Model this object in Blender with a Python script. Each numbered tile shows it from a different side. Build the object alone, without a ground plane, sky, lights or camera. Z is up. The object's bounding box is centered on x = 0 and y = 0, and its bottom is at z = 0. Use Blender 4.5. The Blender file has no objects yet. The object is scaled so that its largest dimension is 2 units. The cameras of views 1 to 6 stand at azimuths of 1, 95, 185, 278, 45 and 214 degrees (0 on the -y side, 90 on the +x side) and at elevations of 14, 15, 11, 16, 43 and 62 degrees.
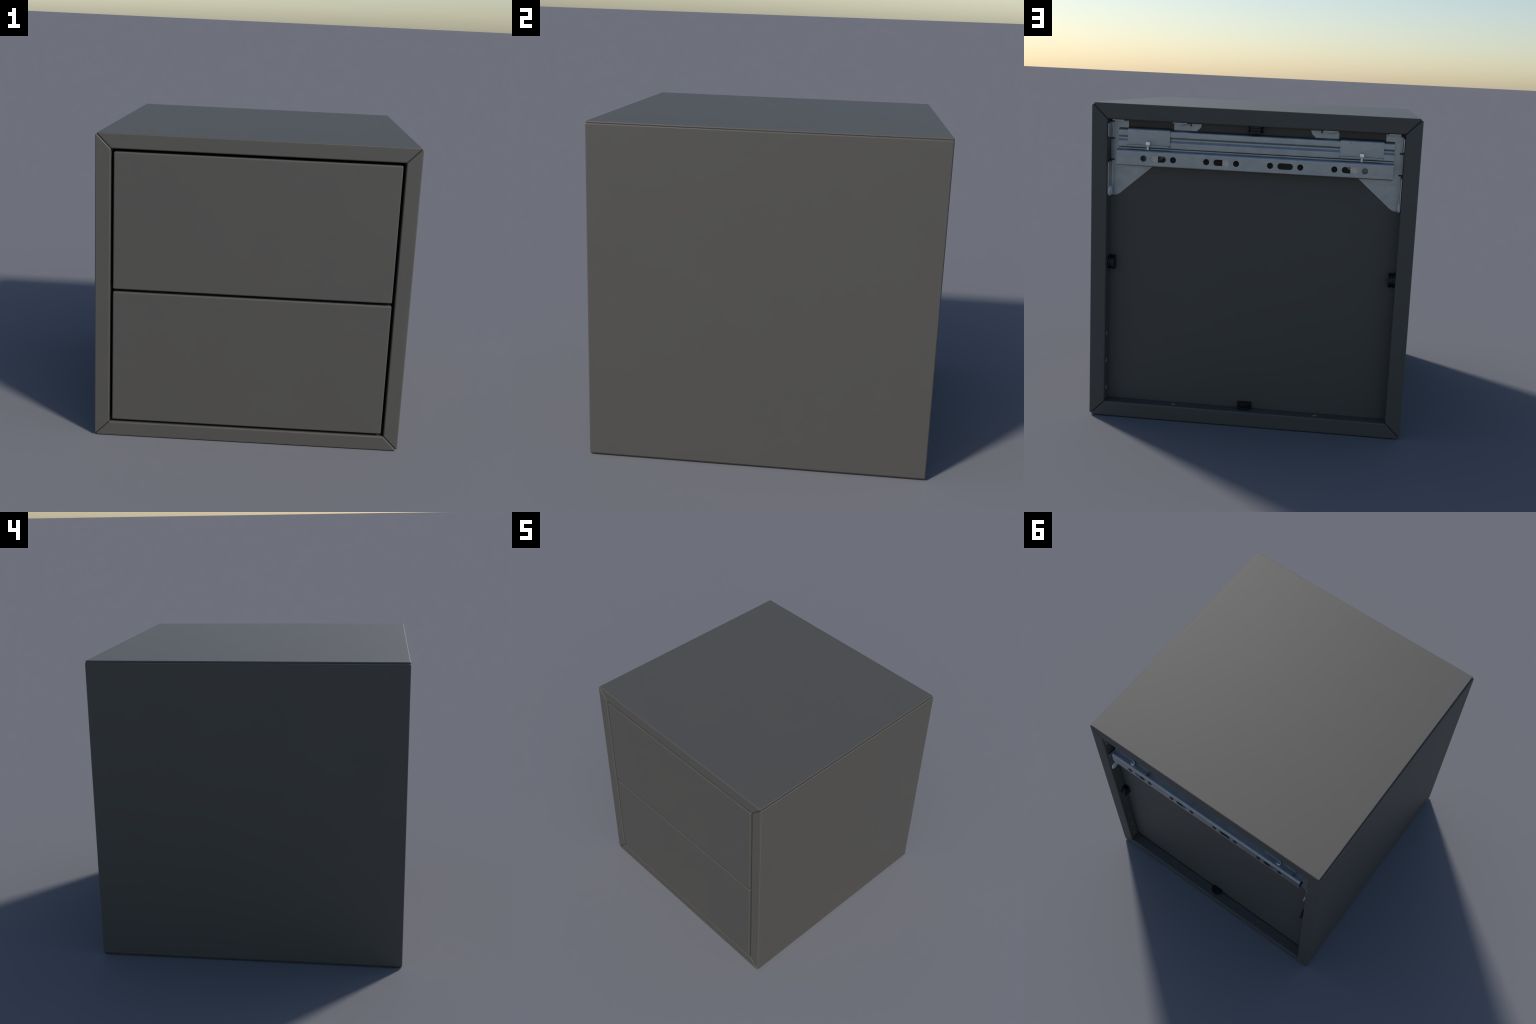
# Cube storage cabinet with two flush drawer fronts, mitred carcass boards,
# a recessed back panel and galvanised wall-hanging hardware at the back.
import bpy, bmesh, math
from mathutils import Vector, Matrix

HALF = 1.0          # half width / half depth
HEIGHT = 2.0
BOARD = 0.0975      # carcass board thickness
INNER = HALF - BOARD
ROUND = 0.0075      # edge rounding of boards
SHEET = 0.006       # sheet metal gauge
BACK_Y = 0.9090     # outer face of the back panel

scene_collection = bpy.context.scene.collection


# ------------------------------------------------------------------ materials
def new_material(name):
    mat = bpy.data.materials.new(name)
    mat.use_nodes = True
    nt = mat.node_tree
    return mat, nt, nt.nodes["Principled BSDF"]


def noise(nt, scale, detail=3.0, rough=0.5, stretch=None):
    coord = nt.nodes.new("ShaderNodeTexCoord")
    tex = nt.nodes.new("ShaderNodeTexNoise")
    tex.inputs["Scale"].default_value = scale
    tex.inputs["Detail"].default_value = detail
    tex.inputs["Roughness"].default_value = rough
    if stretch:
        mapping = nt.nodes.new("ShaderNodeMapping")
        mapping.inputs["Scale"].default_value = stretch
        nt.links.new(coord.outputs["Object"], mapping.inputs["Vector"])
        nt.links.new(mapping.outputs["Vector"], tex.inputs["Vector"])
    else:
        nt.links.new(coord.outputs["Object"], tex.inputs["Vector"])
    return tex.outputs["Fac"]


def ramp(nt, fac, stops):
    node = nt.nodes.new("ShaderNodeValToRGB")
    els = node.color_ramp.elements
    els[0].position, els[0].color = stops[0][0], (*stops[0][1], 1)
    els[1].position, els[1].color = stops[-1][0], (*stops[-1][1], 1)
    for pos, col in stops[1:-1]:
        e = els.new(pos)
        e.color = (*col, 1)
    nt.links.new(fac, node.inputs["Fac"])
    return node.outputs["Color"]


def paint_material():
    mat, nt, b = new_material("dark_grey_paint")
    col = ramp(nt, noise(nt, 3.0, 4), [(0.3, (0.0855, 0.0800, 0.0715)), (0.7, (0.0880, 0.0822, 0.0735))])
    nt.links.new(col, b.inputs["Base Color"])
    b.inputs["Roughness"].default_value = 0.58
    b.inputs["Specular IOR Level"].default_value = 0.5
    bump = nt.nodes.new("ShaderNodeBump")
    bump.inputs["Strength"].default_value = 0.02
    bump.inputs["Distance"].default_value = 0.001
    nt.links.new(noise(nt, 220.0, 2), bump.inputs["Height"])
    nt.links.new(bump.outputs["Normal"], b.inputs["Normal"])
    return mat


def zinc_material():
    mat, nt, b = new_material("galvanised_steel")
    spangle = noise(nt, 14.0, 5, 0.6, (1.0, 1.0, 1.5))
    col = ramp(nt, spangle, [(0.3, (0.385, 0.40, 0.41)), (0.55, (0.435, 0.45, 0.46)), (0.75, (0.48, 0.495, 0.505))])
    nt.links.new(col, b.inputs["Base Color"])
    b.inputs["Metallic"].default_value = 1.0
    rr = nt.nodes.new("ShaderNodeMapRange")
    rr.inputs["To Min"].default_value = 0.35
    rr.inputs["To Max"].default_value = 0.47
    nt.links.new(noise(nt, 20.0, 4), rr.inputs["Value"])
    nt.links.new(rr.outputs["Result"], b.inputs["Roughness"])
    return mat


def bright_metal_material():
    mat, nt, b = new_material("bright_plated_steel")
    col = ramp(nt, noise(nt, 60.0, 3), [(0.3, (0.74, 0.75, 0.74)), (0.7, (0.84, 0.84, 0.82))])
    nt.links.new(col, b.inputs["Base Color"])
    b.inputs["Metallic"].default_value = 1.0
    b.inputs["Roughness"].default_value = 0.3
    return mat


def white_zinc_material():
    mat, nt, b = new_material("white_zinc_plating")
    col = ramp(nt, noise(nt, 40.0, 3), [(0.3, (0.70, 0.73, 0.75)), (0.7, (0.77, 0.79, 0.80))])
    nt.links.new(col, b.inputs["Base Color"])
    b.inputs["Metallic"].default_value = 0.35
    b.inputs["Roughness"].default_value = 0.45
    return mat


def pale_grey_material():
    mat, nt, b = new_material("pale_grey")
    col = ramp(nt, noise(nt, 90.0, 4), [(0.3, (0.50, 0.49, 0.47)), (0.7, (0.62, 0.60, 0.58))])
    nt.links.new(col, b.inputs["Base Color"])
    b.inputs["Metallic"].default_value = 1.0
    b.inputs["Roughness"].default_value = 0.3
    return mat


def plastic_material():
    mat, nt, b = new_material("black_plastic")
    col = ramp(nt, noise(nt, 30.0, 2), [(0.3, (0.004, 0.004, 0.0045)), (0.7, (0.006, 0.006, 0.0065))])
    nt.links.new(col, b.inputs["Base Color"])
    b.inputs["Roughness"].default_value = 0.32
    return mat


def fibreboard_material():
    mat, nt, b = new_material("bare_fibreboard")
    col = ramp(nt, noise(nt, 160.0, 4, 0.7), [(0.3, (0.34, 0.23, 0.12)), (0.7, (0.50, 0.36, 0.21))])
    nt.links.new(col, b.inputs["Base Color"])
    b.inputs["Roughness"].default_value = 0.85
    return mat


PAINT = paint_material()
ZINC = zinc_material()
BRIGHT = bright_metal_material()
WHITE_ZINC = white_zinc_material()
PALE_GREY = pale_grey_material()
PLASTIC = plastic_material()
FIBRE = fibreboard_material()


# ------------------------------------------------------------------ geometry helpers
def line_cross(p, d, q, e):
    den = d[0] * e[1] - d[1] * e[0]
    t = ((q[0] - p[0]) * e[1] - (q[1] - p[1]) * e[0]) / den
    return (p[0] + d[0] * t, p[1] + d[1] * t)


def rounded_outline(pts, radii, inset=0.0, seg=5):
    """Counter-clockwise polygon, moved inwards by `inset`, corners filleted."""
    n = len(pts)
    if not isinstance(radii, (list, tuple)):
        radii = [radii] * n
    lines = []
    for i in range(n):
        a, b = pts[i], pts[(i + 1) % n]
        d = Vector((b[0] - a[0], b[1] - a[1])).normalized()
        nrm = Vector((-d.y, d.x))
        lines.append(((a[0] + nrm.x * inset, a[1] + nrm.y * inset), (d.x, d.y)))
    out = []
    for i in range(n):
        p0, d0 = lines[i - 1]
        p1, d1 = lines[i]
        c = line_cross(p0, d0, p1, d1)
        turn = d0[0] * d1[1] - d0[1] * d1[0]
        ang = math.atan2(turn, d0[0] * d1[0] + d0[1] * d1[1])
        r = radii[i] - inset if turn > 0 else radii[i] + inset
        if radii[i] <= 0:
            out.append(c)
            continue
        r = max(r, 1e-5)
        tl = r * abs(math.tan(ang / 2))
        start = (c[0] - d0[0] * tl, c[1] - d0[1] * tl)
        sgn = 1 if turn > 0 else -1
        cen = (start[0] - d0[1] * r * sgn, start[1] + d0[0] * r * sgn)
        a0 = math.atan2(start[1] - cen[1], start[0] - cen[0])
        for k in range(seg + 1):
            a = a0 + ang * k / seg
            out.append((cen[0] + r * math.cos(a), cen[1] + r * math.sin(a)))
    return out


def add_prism(bm, pts, lo, hi, radii, rim, place, seg=5, rim_seg=4):
    """Extrude an outline from lo to hi; both rims rounded by `rim`.
    `place(a, b, h)` maps outline coordinates and height to 3D."""
    rings = []
    steps = [(lo, rim, k) for k in range(rim_seg + 1)] + [(hi, rim, k) for k in range(rim_seg, -1, -1)]
    if rim <= 0:
        steps = [(lo, 0, 0), (hi, 0, 0)]
    for base, r, k in steps:
        th = math.pi / 2 * k / rim_seg
        inset = r * (1 - math.sin(th))
        shift = r * (1 - math.cos(th))
        h = base + shift if base == lo else base - shift
        rings.append([bm.verts.new(place(a, b, h)) for a, b in rounded_outline(pts, radii, inset, seg)])
    faces = [bm.faces.new(list(reversed(rings[0]))), bm.faces.new(rings[-1])]
    n = len(rings[0])
    for r0, r1 in zip(rings, rings[1:]):
        for i in range(n):
            j = (i + 1) % n
            faces.append(bm.faces.new((r0[i], r0[j], r1[j], r1[i])))
    return faces


def sheet_outline(path, radius, gauge, seg=5):
    """Closed outline of a bent sheet whose centreline is an open path."""
    pts = [Vector(p) for p in path]
    centre, normals = [], []
    for i, p in enumerate(pts):
        if i in (0, len(pts) - 1):
            d = (pts[1] - pts[0]) if i == 0 else (pts[-1] - pts[-2])
            d.normalize()
            centre.append(p)
            normals.append(Vector((-d.y, d.x)))
            continue
        d0 = (p - pts[i - 1]).normalized()
        d1 = (pts[i + 1] - p).normalized()
        turn = d0.x * d1.y - d0.y * d1.x
        ang = math.atan2(turn, d0.dot(d1))
        r = radius[i] if isinstance(radius, (list, tuple)) else radius
        tl = r * abs(math.tan(ang / 2))
        start = p - d0 * tl
        sgn = 1 if turn > 0 else -1
        cen = start + Vector((-d0.y, d0.x)) * r * sgn
        for k in range(seg + 1):
            a = ang * k / seg
            rot = Matrix.Rotation(a, 2)
            centre.append(cen + rot @ (start - cen))
            normals.append(rot @ Vector((-d0.y, d0.x)))
    h = gauge / 2
    left = [c + n * h for c, n in zip(centre, normals)]
    right = [c - n * h for c, n in zip(centre, normals)]
    return [tuple(v) for v in right + left[::-1]]


def add_extruded_outline(bm, outline, lo, hi, place):
    r0 = [bm.verts.new(place(a, b, lo)) for a, b in outline]
    r1 = [bm.verts.new(place(a, b, hi)) for a, b in outline]
    n = len(outline)
    half = n // 2
    # end caps as strips of quads between the two skins of the sheet
    for ring, flip in ((r0, True), (r1, False)):
        for i in range(half - 1):
            q = [ring[i], ring[i + 1], ring[n - 2 - i], ring[n - 1 - i]]
            bm.faces.new(q[::-1] if flip else q)
    for i in range(n):
        j = (i + 1) % n
        bm.faces.new((r0[i], r0[j], r1[j], r1[i]))


def add_revolved(bm, profile, place, seg=24):
    """profile: (radius, height) pairs from axis to axis."""
    rings = []
    for r, h in profile:
        if r < 1e-6:
            rings.append([bm.verts.new(place(0, 0, h))])
        else:
            rings.append([bm.verts.new(place(r * math.cos(2 * math.pi * k / seg),
                                             r * math.sin(2 * math.pi * k / seg), h)) for k in range(seg)])
    for a, b in zip(rings, rings[1:]):
        for k in range(seg):
            m = (k + 1) % seg
            va = [a[0]] if len(a) == 1 else [a[k], a[m]]
            vb = [b[0]] if len(b) == 1 else [b[m], b[k]]
            if len(va) + len(vb) > 2:
                bm.faces.new(va + vb)


def finish(name, bm, material, parent=None, angle=40, weighted=True):
    bmesh.ops.recalc_face_normals(bm, faces=bm.faces[:])
    me = bpy.data.meshes.new(name)
    bm.to_mesh(me)
    bm.free()
    me.materials.append(material)
    return register(name, me, parent, angle, weighted)


def register(name, me, parent=None, angle=40, weighted=True):
    me.shade_smooth()
    me.set_sharp_from_angle(angle=math.radians(angle))
    obj = bpy.data.objects.new(name, me)
    scene_collection.objects.link(obj)
    if weighted:
        mod = obj.modifiers.new("flat_faces", "WEIGHTED_NORMAL")
        mod.keep_sharp = True
        mod.weight = 100
        apply_modifiers(obj)
    if parent:
        obj.parent = parent
    return obj


def reflatten(obj, angle):
    """Recompute smooth edges with flat faces after a cut."""
    bm = bmesh.new()
    bm.from_mesh(obj.data)
    me = bpy.data.meshes.new(obj.name)
    for layer in list(bm.loops.layers.float_vector.values()):
        bm.loops.layers.float_vector.remove(layer)
    bmesh.ops.dissolve_degenerate(bm, dist=1e-6, edges=bm.edges[:])
    bm.to_mesh(me)
    bm.free()
    for name in ("custom_normal", "sharp_edge", "sharp_face"):
        if name in me.attributes:
            me.attributes.remove(me.attributes[name])
    for m in obj.data.materials:
        me.materials.append(m)
    me.shade_smooth()
    me.set_sharp_from_angle(angle=math.radians(angle))
    old = obj.data
    obj.data = me
    bpy.data.meshes.remove(old)
    mod = obj.modifiers.new("flat_faces", "WEIGHTED_NORMAL")
    mod.keep_sharp = True
    mod.weight = 100
    apply_modifiers(obj)


def apply_modifiers(obj):
    dg = bpy.context.evaluated_depsgraph_get()
    dg.update()
    me = bpy.data.meshes.new_from_object(obj.evaluated_get(dg), preserve_all_data_layers=True, depsgraph=dg)
    old = obj.data
    obj.modifiers.clear()
    obj.data = me
    me.name = old.name
    bpy.data.meshes.remove(old)


def cut(obj, cutter_bm):
    """Boolean difference with a temporary cutter."""
    bmesh.ops.recalc_face_normals(cutter_bm, faces=cutter_bm.faces[:])
    cm = bpy.data.meshes.new("cutter")
    cutter_bm.to_mesh(cm)
    cutter_bm.free()
    co = bpy.data.objects.new("cutter", cm)
    scene_collection.objects.link(co)
    mod = obj.modifiers.new("cut", "BOOLEAN")
    mod.operation = "DIFFERENCE"
    mod.solver = "EXACT"
    mod.object = co
    apply_modifiers(obj)
    bpy.data.objects.remove(co)
    bpy.data.meshes.remove(cm)


def mirror_copy(src, name, parent):
    """Left-right twin of a part, with its own flipped mesh."""
    me = src.data.copy()
    bm = bmesh.new()
    bm.from_mesh(me)
    for v in bm.verts:
        v.co.x = -v.co.x
    bmesh.ops.reverse_faces(bm, faces=bm.faces[:])
    bm.to_mesh(me)
    bm.free()
    return register(name, me, parent)


XZ = lambda a, b, h: (a, h, b)       # outline in x-z, extruded along y


def xz_outline(points):
    """Order points so the outline is counter-clockwise."""
    area = sum(points[i - 1][0] * points[i][1] - points[i][0] * points[i - 1][1] for i in range(len(points)))
    return points if area > 0 else points[::-1]


# ------------------------------------------------------------------ the cabinet
cabinet = bpy.data.objects.new("storage_cabinet", None)
scene_collection.objects.link(cabinet)
cabinet["label"] = "dark grey cube cabinet with two plain drawers and mounting rail"
cabinet["category"] = "storage cabinet"

# --- carcass: four mitred boards -------------------------------------------
GAP = 0.0007        # half the joint width of a mitre


def mitred_board(name, long_axis, side):
    """Board with 45 degree ends. long_axis 'x' = top/bottom, 'z' = sides."""
    c = HEIGHT / 2
    g = GAP * math.sqrt(2)
    outer = HALF - g
    inner = INNER - g
    if long_axis == "x":
        pts = [(-outer, c + side * HALF), (outer, c + side * HALF), (inner, c + side * INNER), (-inner, c + side * INNER)]
    else:
        pts = [(side * HALF, c - outer), (side * HALF, c + outer), (side * INNER, c + inner), (side * INNER, c - inner)]
    bm = bmesh.new()
    add_prism(bm, xz_outline(pts), -HALF, HALF, ROUND, 0.0090, XZ, seg=6)
    return finish(name, bm, PAINT, cabinet)


top = mitred_board("top_panel", "x", 1)
bottom = mitred_board("bottom_panel", "x", -1)
sides = [mitred_board("side_panel", "z", s) for s in (1, -1)]

# pre-drilled holes near the back edge show bare fibreboard
HOLE_Y, HOLE_R, HOLE_DEPTH = 0.958, 0.0150, 0.022


def drill(obj, spots, axis):
    bm = bmesh.new()
    for p in spots:
        m = Matrix.Translation(p) @ (Matrix.Rotation(math.pi / 2, 4, "Y") if axis == "x" else Matrix.Identity(4))
        bmesh.ops.create_cone(bm, cap_ends=True, segments=20, radius1=HOLE_R, radius2=HOLE_R,
                              depth=2 * HOLE_DEPTH, matrix=m)
    cut(obj, bm)
    me = obj.data
    if len(me.materials) < 2:
        me.materials.append(FIBRE)
    for poly in me.polygons:
        for p in spots:
            d = Vector(poly.center) - Vector(p)
            depth = abs(d.x) if axis == "x" else abs(d.z)
            radial = math.hypot(d.y, d.z if axis == "x" else d.x)
            if 0.002 < depth <= HOLE_DEPTH + 0.001 and radial <= HOLE_R + 0.001:
                poly.material_index = 1
    reflatten(obj, 40)


def groove(obj, axis, side):
    """Slot along the inner face of a board for the back panel."""
    deep, run = 0.026, INNER + 0.018
    c = HEIGHT / 2
    bm = bmesh.new()
    if axis == "x":
        a, b = sorted((c + side * (INNER - 0.02), c + side * (INNER + deep)))
        pts = [(-run, a), (run, a), (run, b), (-run, b)]
    else:
        a, b = sorted((side * (INNER - 0.02), side * (INNER + deep)))
        pts = [(a, c - run), (b, c - run), (b, c + run), (a, c + run)]
    add_prism(bm, pts, BACK_Y - 0.034, BACK_Y + 0.0055, 0, 0, XZ)
    cut(obj, bm)
    reflatten(obj, 40)


groove(top, "x", 1)
groove(bottom, "x", -1)
for board, s in zip(sides, (1, -1)):
    groove(board, "z", s)
drill(bottom, [(s * 0.4575, HOLE_Y, BOARD) for s in (1, -1)], "z")
for board, s in zip(sides, (1, -1)):
    drill(board, [(s * INNER, HOLE_Y, z) for z in (0.542, 0.3605, 0.1785)], "x")

# --- back panel, let into grooves that are slightly wider than the panel -------------------------------
LET_IN = 0.016      # how far the panel reaches into the grooves
bm = bmesh.new()
w, lo, hi = INNER + LET_IN, BOARD - LET_IN, HEIGHT - BOARD + LET_IN
add_prism(bm, xz_outline([(-w, lo), (w, lo), (w, hi), (-w, hi)]), BACK_Y - 0.03, BACK_Y, 0.0015, 0.001, XZ, seg=2, rim_seg=2)
finish("back_panel", bm, PAINT, cabinet)

# --- two drawers -----------------------------------------------------------------
DRAWER_HALF = 0.8845
for z0, z1 in ((0.1155, 0.9912), (1.0088, 1.8845)):
    bm = bmesh.new()
    add_prism(bm, xz_outline([(-DRAWER_HALF, z0), (DRAWER_HALF, z0), (DRAWER_HALF, z1), (-DRAWER_HALF, z1)]),
              -1.0, -0.905, 0.0088, 0.0088, XZ, seg=5, rim_seg=5)
    front = finish("drawer", bm, PAINT, cabinet)
    # tray behind the front: two sides, back and base as one open box
    bm = bmesh.new()
    hw, y0, y1, b0, b1, t = 0.82, -0.905, 0.80, z0 + 0.04, z1 - 0.20, 0.06

    def slab(x0, x1, ya, yb, za, zb):
        add_prism(bm, [(x0, ya), (x1, ya), (x1, yb), (x0, yb)], za, zb, 0.003, 0.003, lambda a, b, h: (a, b, h), seg=2, rim_seg=2)
    slab(-hw, -hw + t, y0, y1, b0, b1)
    slab(hw - t, hw, y0, y1, b0, b1)
    slab(-hw + t, hw - t, y1 - t, y1, b0, b1)
    slab(-hw + t, hw - t, y0, y1 - t, b0 + 0.03, b0 + 0.06)
    finish("drawer_tray", bm, PAINT, front)

# --- black clips that hold the back panel -------------------------------------------
CLIP_W, CLIP_OUT = 0.044, 0.064


def clip_shape(scale, out):
    pts = [(-CLIP_W * scale, 0.0), (CLIP_W * scale, 0.0)]
    n = 12
    for k in range(n + 1):
        a = math.pi * k / n
        pts.append((CLIP_W * scale * math.cos(a), out * 0.38 + out * 0.62 * math.sin(a)))
    return pts


bm = bmesh.new()
for lo, hi, sc, out in ((-0.001, 0.015, 1.0, CLIP_OUT - 0.007), (0.014, 0.030, 0.95, CLIP_OUT * 0.80), (0.029, 0.0425, 1.0, CLIP_OUT + 0.004)):
    add_prism(bm, clip_shape(sc, out), lo, hi, 0, 0, lambda a, b, h: (a, b, h))
bmesh.ops.bevel(bm, geom=[e for e in bm.edges if abs(e.verts[0].co.z - e.verts[1].co.z) < 1e-6], offset=0.0025,
                segments=3, profile=0.5, affect="EDGES", clamp_overlap=True)
clip = finish("panel_clip", bm, PLASTIC, cabinet, angle=35)
spots = [((0, BACK_Y, BOARD), 0), ((-INNER, BACK_Y, 1.003), 1), ((0, BACK_Y, HEIGHT - BOARD), 2), ((INNER, BACK_Y, 1.003), 3)]
for loc, turn in spots:
    obj = clip if turn == 0 else clip.copy()
    if turn:
        scene_collection.objects.link(obj)
        obj.parent = cabinet
    obj.matrix_local = Matrix.Translation(loc) @ Matrix.Rotation(turn * math.pi / 2, 4, "Y")

# --- roll-formed wall rail -------------------------------------------------------------
RAIL_HALF = 0.8425
RAIL_FACE, RAIL_FRONT = 0.945, 0.9940
YZ = lambda a, b, h: (h, a, b)
# upper channel: lips turned back at both edges, one shallow rolled groove
channel = [(0.917, 1.848), (RAIL_FACE, 1.848), (RAIL_FACE, 1.8070), (RAIL_FACE - 0.008, 1.7955), (RAIL_FACE - 0.008, 1.7855),
           (RAIL_FACE, 1.771), (RAIL_FACE, 1.7338), (0.922, 1.7338)]
bm = bmesh.new()
add_extruded_outline(bm, sheet_outline(channel, [0, 0.017, 0.002, 0.002, 0.002, 0.002, 0.006, 0], SHEET, 5), -RAIL_HALF, RAIL_HALF, YZ)
finish("backing_rail", bm, ZINC, cabinet, angle=50)
# lower rail: short upstand, shelf, punched front face, bottom lip
profile = [(0.9510, 1.7322), (0.9510, 1.7228), (RAIL_FRONT, 1.7228), (RAIL_FRONT, 1.6285), (0.942, 1.6285)]
bm = bmesh.new()
add_extruded_outline(bm, sheet_outline(profile, [0, 0.0035, 0.015, 0.005, 0], SHEET, 5), -RAIL_HALF, RAIL_HALF, YZ)
rail = finish("mounting_rail", bm, ZINC, cabinet, angle=50)
HOLE_Z = 1.673
bm = bmesh.new()


def slot_points(cx, half_len, r, n):
    """Outline of a round hole (half_len 0) or of a slot with round ends."""
    pts = []
    for k in range(n):
        a = 2 * math.pi * (k + 0.5) / n
        x = r * math.cos(a)
        pts.append((cx + x + (half_len if x > 0 else -half_len), HOLE_Z + r * math.sin(a)))
    return pts


for group in (0.583, 0.195, -0.195, -0.583):
    add_prism(bm, slot_points(group, 0.028, 0.0195, 12), 0.97, 1.01, 0, 0, XZ)
    for off in (0.0915, -0.0915):
        add_prism(bm, slot_points(group + off, 0, 0.0195, 9), 0.97, 1.01, 0, 0, XZ)
cut(rail, bm)
reflatten(rail, 50)

# pale flat patches seen in one half of three slots
bm = bmesh.new()
add_prism(bm, xz_outline([(-0.024, -0.024), (0.024, -0.024), (0.024, 0.024), (-0.024, 0.024)]), -0.0035, 0.0035, 0.003, 0.001, XZ, seg=2, rim_seg=2)
pale_patch = finish("slot_pale_patch", bm, PALE_GREY, rail)
for k, x in enumerate((0.6105, 0.1645, -0.612)):
    obj = pale_patch if k == 0 else pale_patch.copy()
    if k:
        scene_collection.objects.link(obj)
        obj.parent = rail
    obj.location = (x, RAIL_FRONT - 0.0075, HOLE_Z)

# --- adjuster plates hooked over the rail -------------------------------------------------
PLATE_C, PLATE_HALF = 0.653, 0.131
LIP_Z = 1.749
bm = bmesh.new()
hook_path = [(0.918, 1.8565), (RAIL_FACE + 0.007, 1.8565), (RAIL_FACE + 0.007, LIP_Z), (0.9855, LIP_Z)]
add_extruded_outline(bm, sheet_outline(hook_path, [0, 0.021, 0.005, 0], SHEET, 5), -PLATE_HALF, PLATE_HALF, YZ)
lip_corners = [e for e in bm.edges if all(v.co.y > 0.985 for v in e.verts)
               and abs(e.verts[0].co.x - e.verts[1].co.x) < 1e-6]
bmesh.ops.bevel(bm, geom=lip_corners, offset=0.012, segments=4, profile=0.5, affect="EDGES")
for x in (0.0695, -0.0675):
    # small pressed lug at the upper bend
    add_revolved(bm, [(0, 0.008), (0.005, 0.007), (0.0075, 0.003), (0.0075, -0.002), (0.005, -0.006), (0, -0.007)],
                 lambda a, b, h, x=x: (x + a, RAIL_FACE + 0.0095 + b * 0.35, 1.8385 - h), seg=14)
plate = finish("adjuster_plate", bm, ZINC, cabinet, angle=40)
plate.location = (PLATE_C, 0, 0)
bm = bmesh.new()
R = 0.0168
add_revolved(bm, [(0, 0.010), (0.009, 0.010), (0.0102, 0.0225), (R - 0.003, 0.024), (R, 0.020), (R, 0.001), (0.013, 0.0005),
                  (0.008, 0), (0.008, -0.0320), (0, -0.0320)], lambda a, b, h: (a, b, h), seg=28)
screw = finish("adjuster_screw", bm, BRIGHT, plate)
screw.location = (0.002, 0.9725, LIP_Z + 0.003)
plate_twin = plate.copy()
scene_collection.objects.link(plate_twin)
plate_twin.parent = cabinet
plate_twin.location = (-PLATE_C + 0.004, 0, 0)
screw_twin = screw.copy()
scene_collection.objects.link(screw_twin)
screw_twin.parent = plate_twin
screw_twin.location = (-0.002, 0.9725, LIP_Z + 0.003)

# --- triangular corner brackets -------------------------------------------------------------
P0, P1 = 0.9085, 0.9140           # plate faces in y
EDGE_X, TOP_Z = 0.8935, 1.8945
BEND = 0.013                     # where the flat plate ends and the bent flange begins
SX, TZ = EDGE_X - BEND, TOP_Z - BEND
bracket_outline = [
    (SX, 1.430), (SX, 1.642), (EDGE_X, 1.642), (EDGE_X, 1.6455), (0.877, 1.6455), (0.877, 1.656), (0.9005, 1.656),
    (0.9005, 1.7765), (0.877, 1.7765), (0.877, 1.787), (SX, 1.787), (SX, TZ), (0.800, TZ), (0.800, TOP_Z), (0.790, TOP_Z),
    (0.790, 1.815), (0.5065, 1.815), (0.5065, TZ), (0.410, TZ), (0.410, TOP_Z), (0.4055, TOP_Z), (0.4055, 1.8785),
    (0.397, 1.8785), (0.397, TOP_Z), (0.335, TOP_Z), (0.3415, 1.872), (0.855, 1.430)]
bracket_radii = [0] * len(bracket_outline)
bracket_radii[-1] = 0.06
bracket_radii[-2] = 0.02
bm = bmesh.new()
ordered = xz_outline(bracket_outline)
add_prism(bm, ordered, P0, P1, bracket_radii if ordered is bracket_outline else bracket_radii[::-1], 0, XZ, seg=5)
FLANGE_OUT = 0.986
MID = P1 - SHEET / 2


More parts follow.
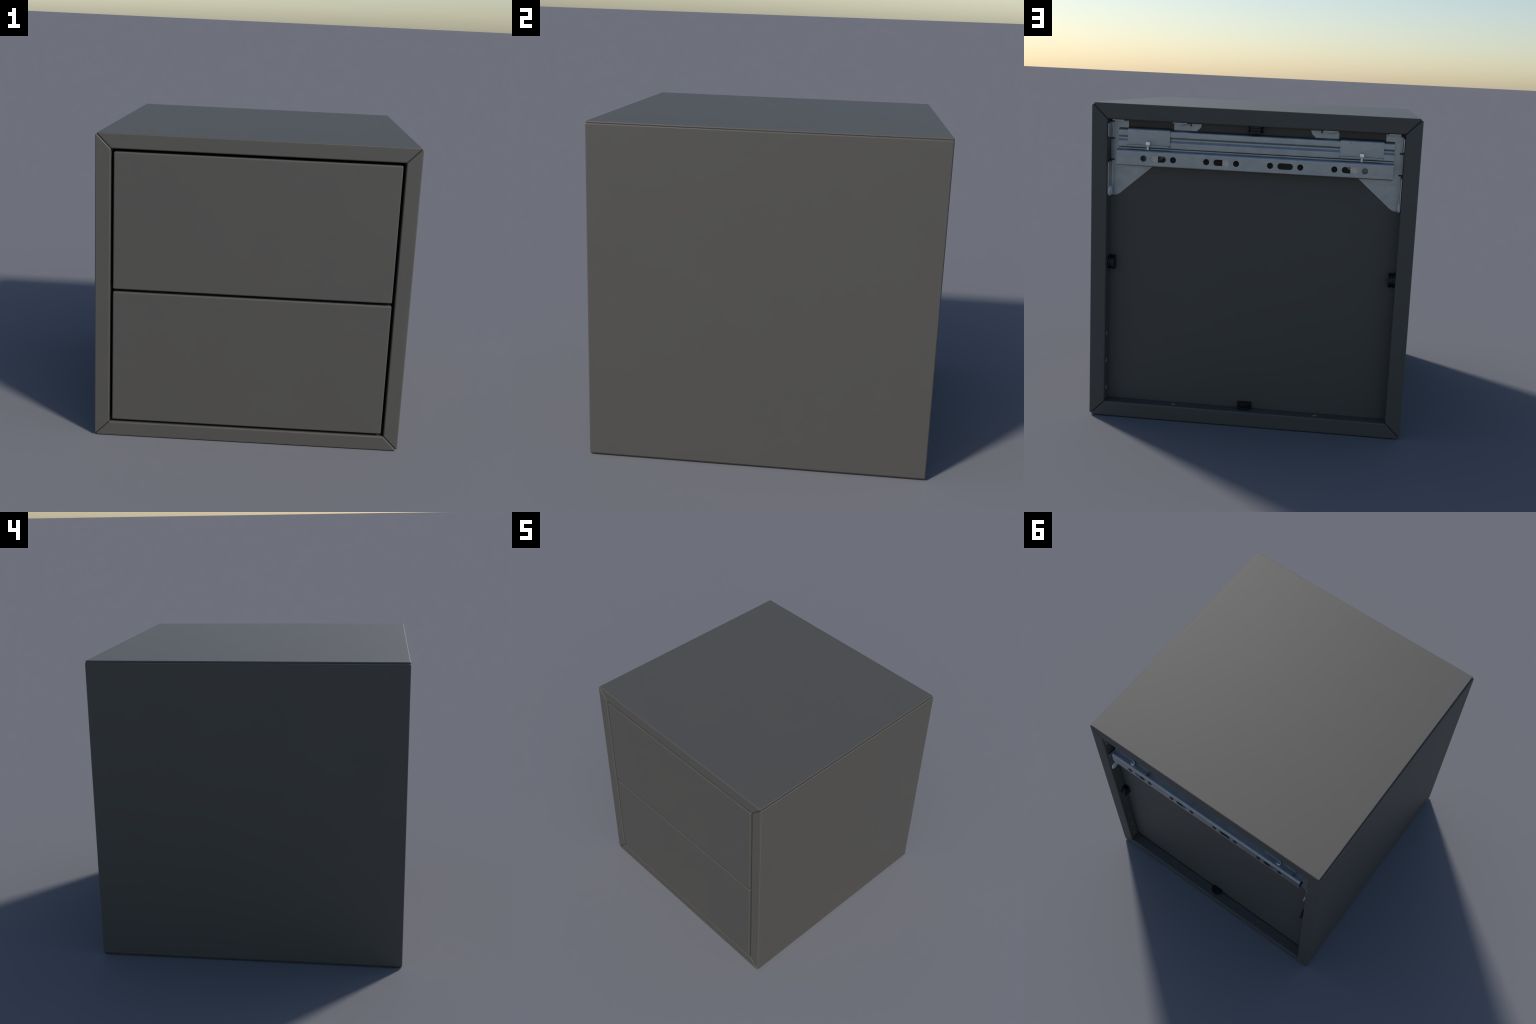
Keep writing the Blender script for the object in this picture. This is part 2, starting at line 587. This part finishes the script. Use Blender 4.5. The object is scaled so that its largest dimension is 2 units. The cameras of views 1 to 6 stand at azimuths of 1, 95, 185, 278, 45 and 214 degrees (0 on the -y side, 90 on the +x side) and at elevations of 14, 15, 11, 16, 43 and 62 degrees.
def bent_flange(along_x, edge, lo, hi):
    """L-shaped strip: continues the plate, bends and runs out in +y."""
    strip = bmesh.new()
    path = [(edge - BEND, MID), (edge + SHEET / 2, MID), (edge + SHEET / 2, FLANGE_OUT)]
    place = (lambda a, b, h: (h, b, a)) if along_x else (lambda a, b, h: (a, b, h))
    add_extruded_outline(strip, sheet_outline(path, [0, 0.008, 0], SHEET, 6), lo, hi, place)
    k = 0 if along_x else 2
    corners = [e for e in strip.edges if all(v.co.y > FLANGE_OUT - 1e-4 for v in e.verts)
               and abs(e.verts[0].co[k] - e.verts[1].co[k]) < 1e-6]
    bmesh.ops.bevel(strip, geom=corners, offset=0.012, segments=4, profile=0.5, affect="EDGES")
    me = bpy.data.meshes.new("strip")
    strip.to_mesh(me)
    strip.free()
    bm.from_mesh(me)
    bpy.data.meshes.remove(me)


for z0, z1 in ((1.430, 1.642), (1.7875, 1.8805)):     # flanges screwed to the side board
    bent_flange(False, EDGE_X, z0, z1)
for x0, x1 in ((0.8005, 0.8795), (0.4105, 0.506)):    # flanges under the top board
    bent_flange(True, TOP_Z, x0, x1)
bracket = finish("corner_bracket", bm, ZINC, cabinet)
bracket_twin = mirror_copy(bracket, "corner_bracket", cabinet)

# pan-head screws through the flanges
bm = bmesh.new()
head = [(0, 0.0115)] + [(0.033 * math.sin(a), 0.0115 * math.cos(a) ** 0.8 if a < 1.5 else 0.002) for a in
                        [math.pi / 2 * k / 8 for k in range(1, 9)]] + [(0.031, 0.0), (0.006, 0.0), (0.006, -0.03), (0, -0.03)]
add_revolved(bm, head, lambda a, b, h: (a, b, h), seg=28)
pan = finish("bracket_screw", bm, WHITE_ZINC, bracket)
first = True
for owner, s in ((bracket, 1), (bracket_twin, -1)):
    for loc, rot in (((s * EDGE_X, 0.963, 1.459), Matrix.Rotation(-s * math.pi / 2, 4, "Y")),
                     ((s * 0.461, 0.955, TOP_Z), Matrix.Rotation(math.pi, 4, "X"))):
        obj = pan if first else pan.copy()
        if not first:
            scene_collection.objects.link(obj)
        obj.parent = owner
        obj.matrix_local = Matrix.Translation(loc) @ rot
        first = False
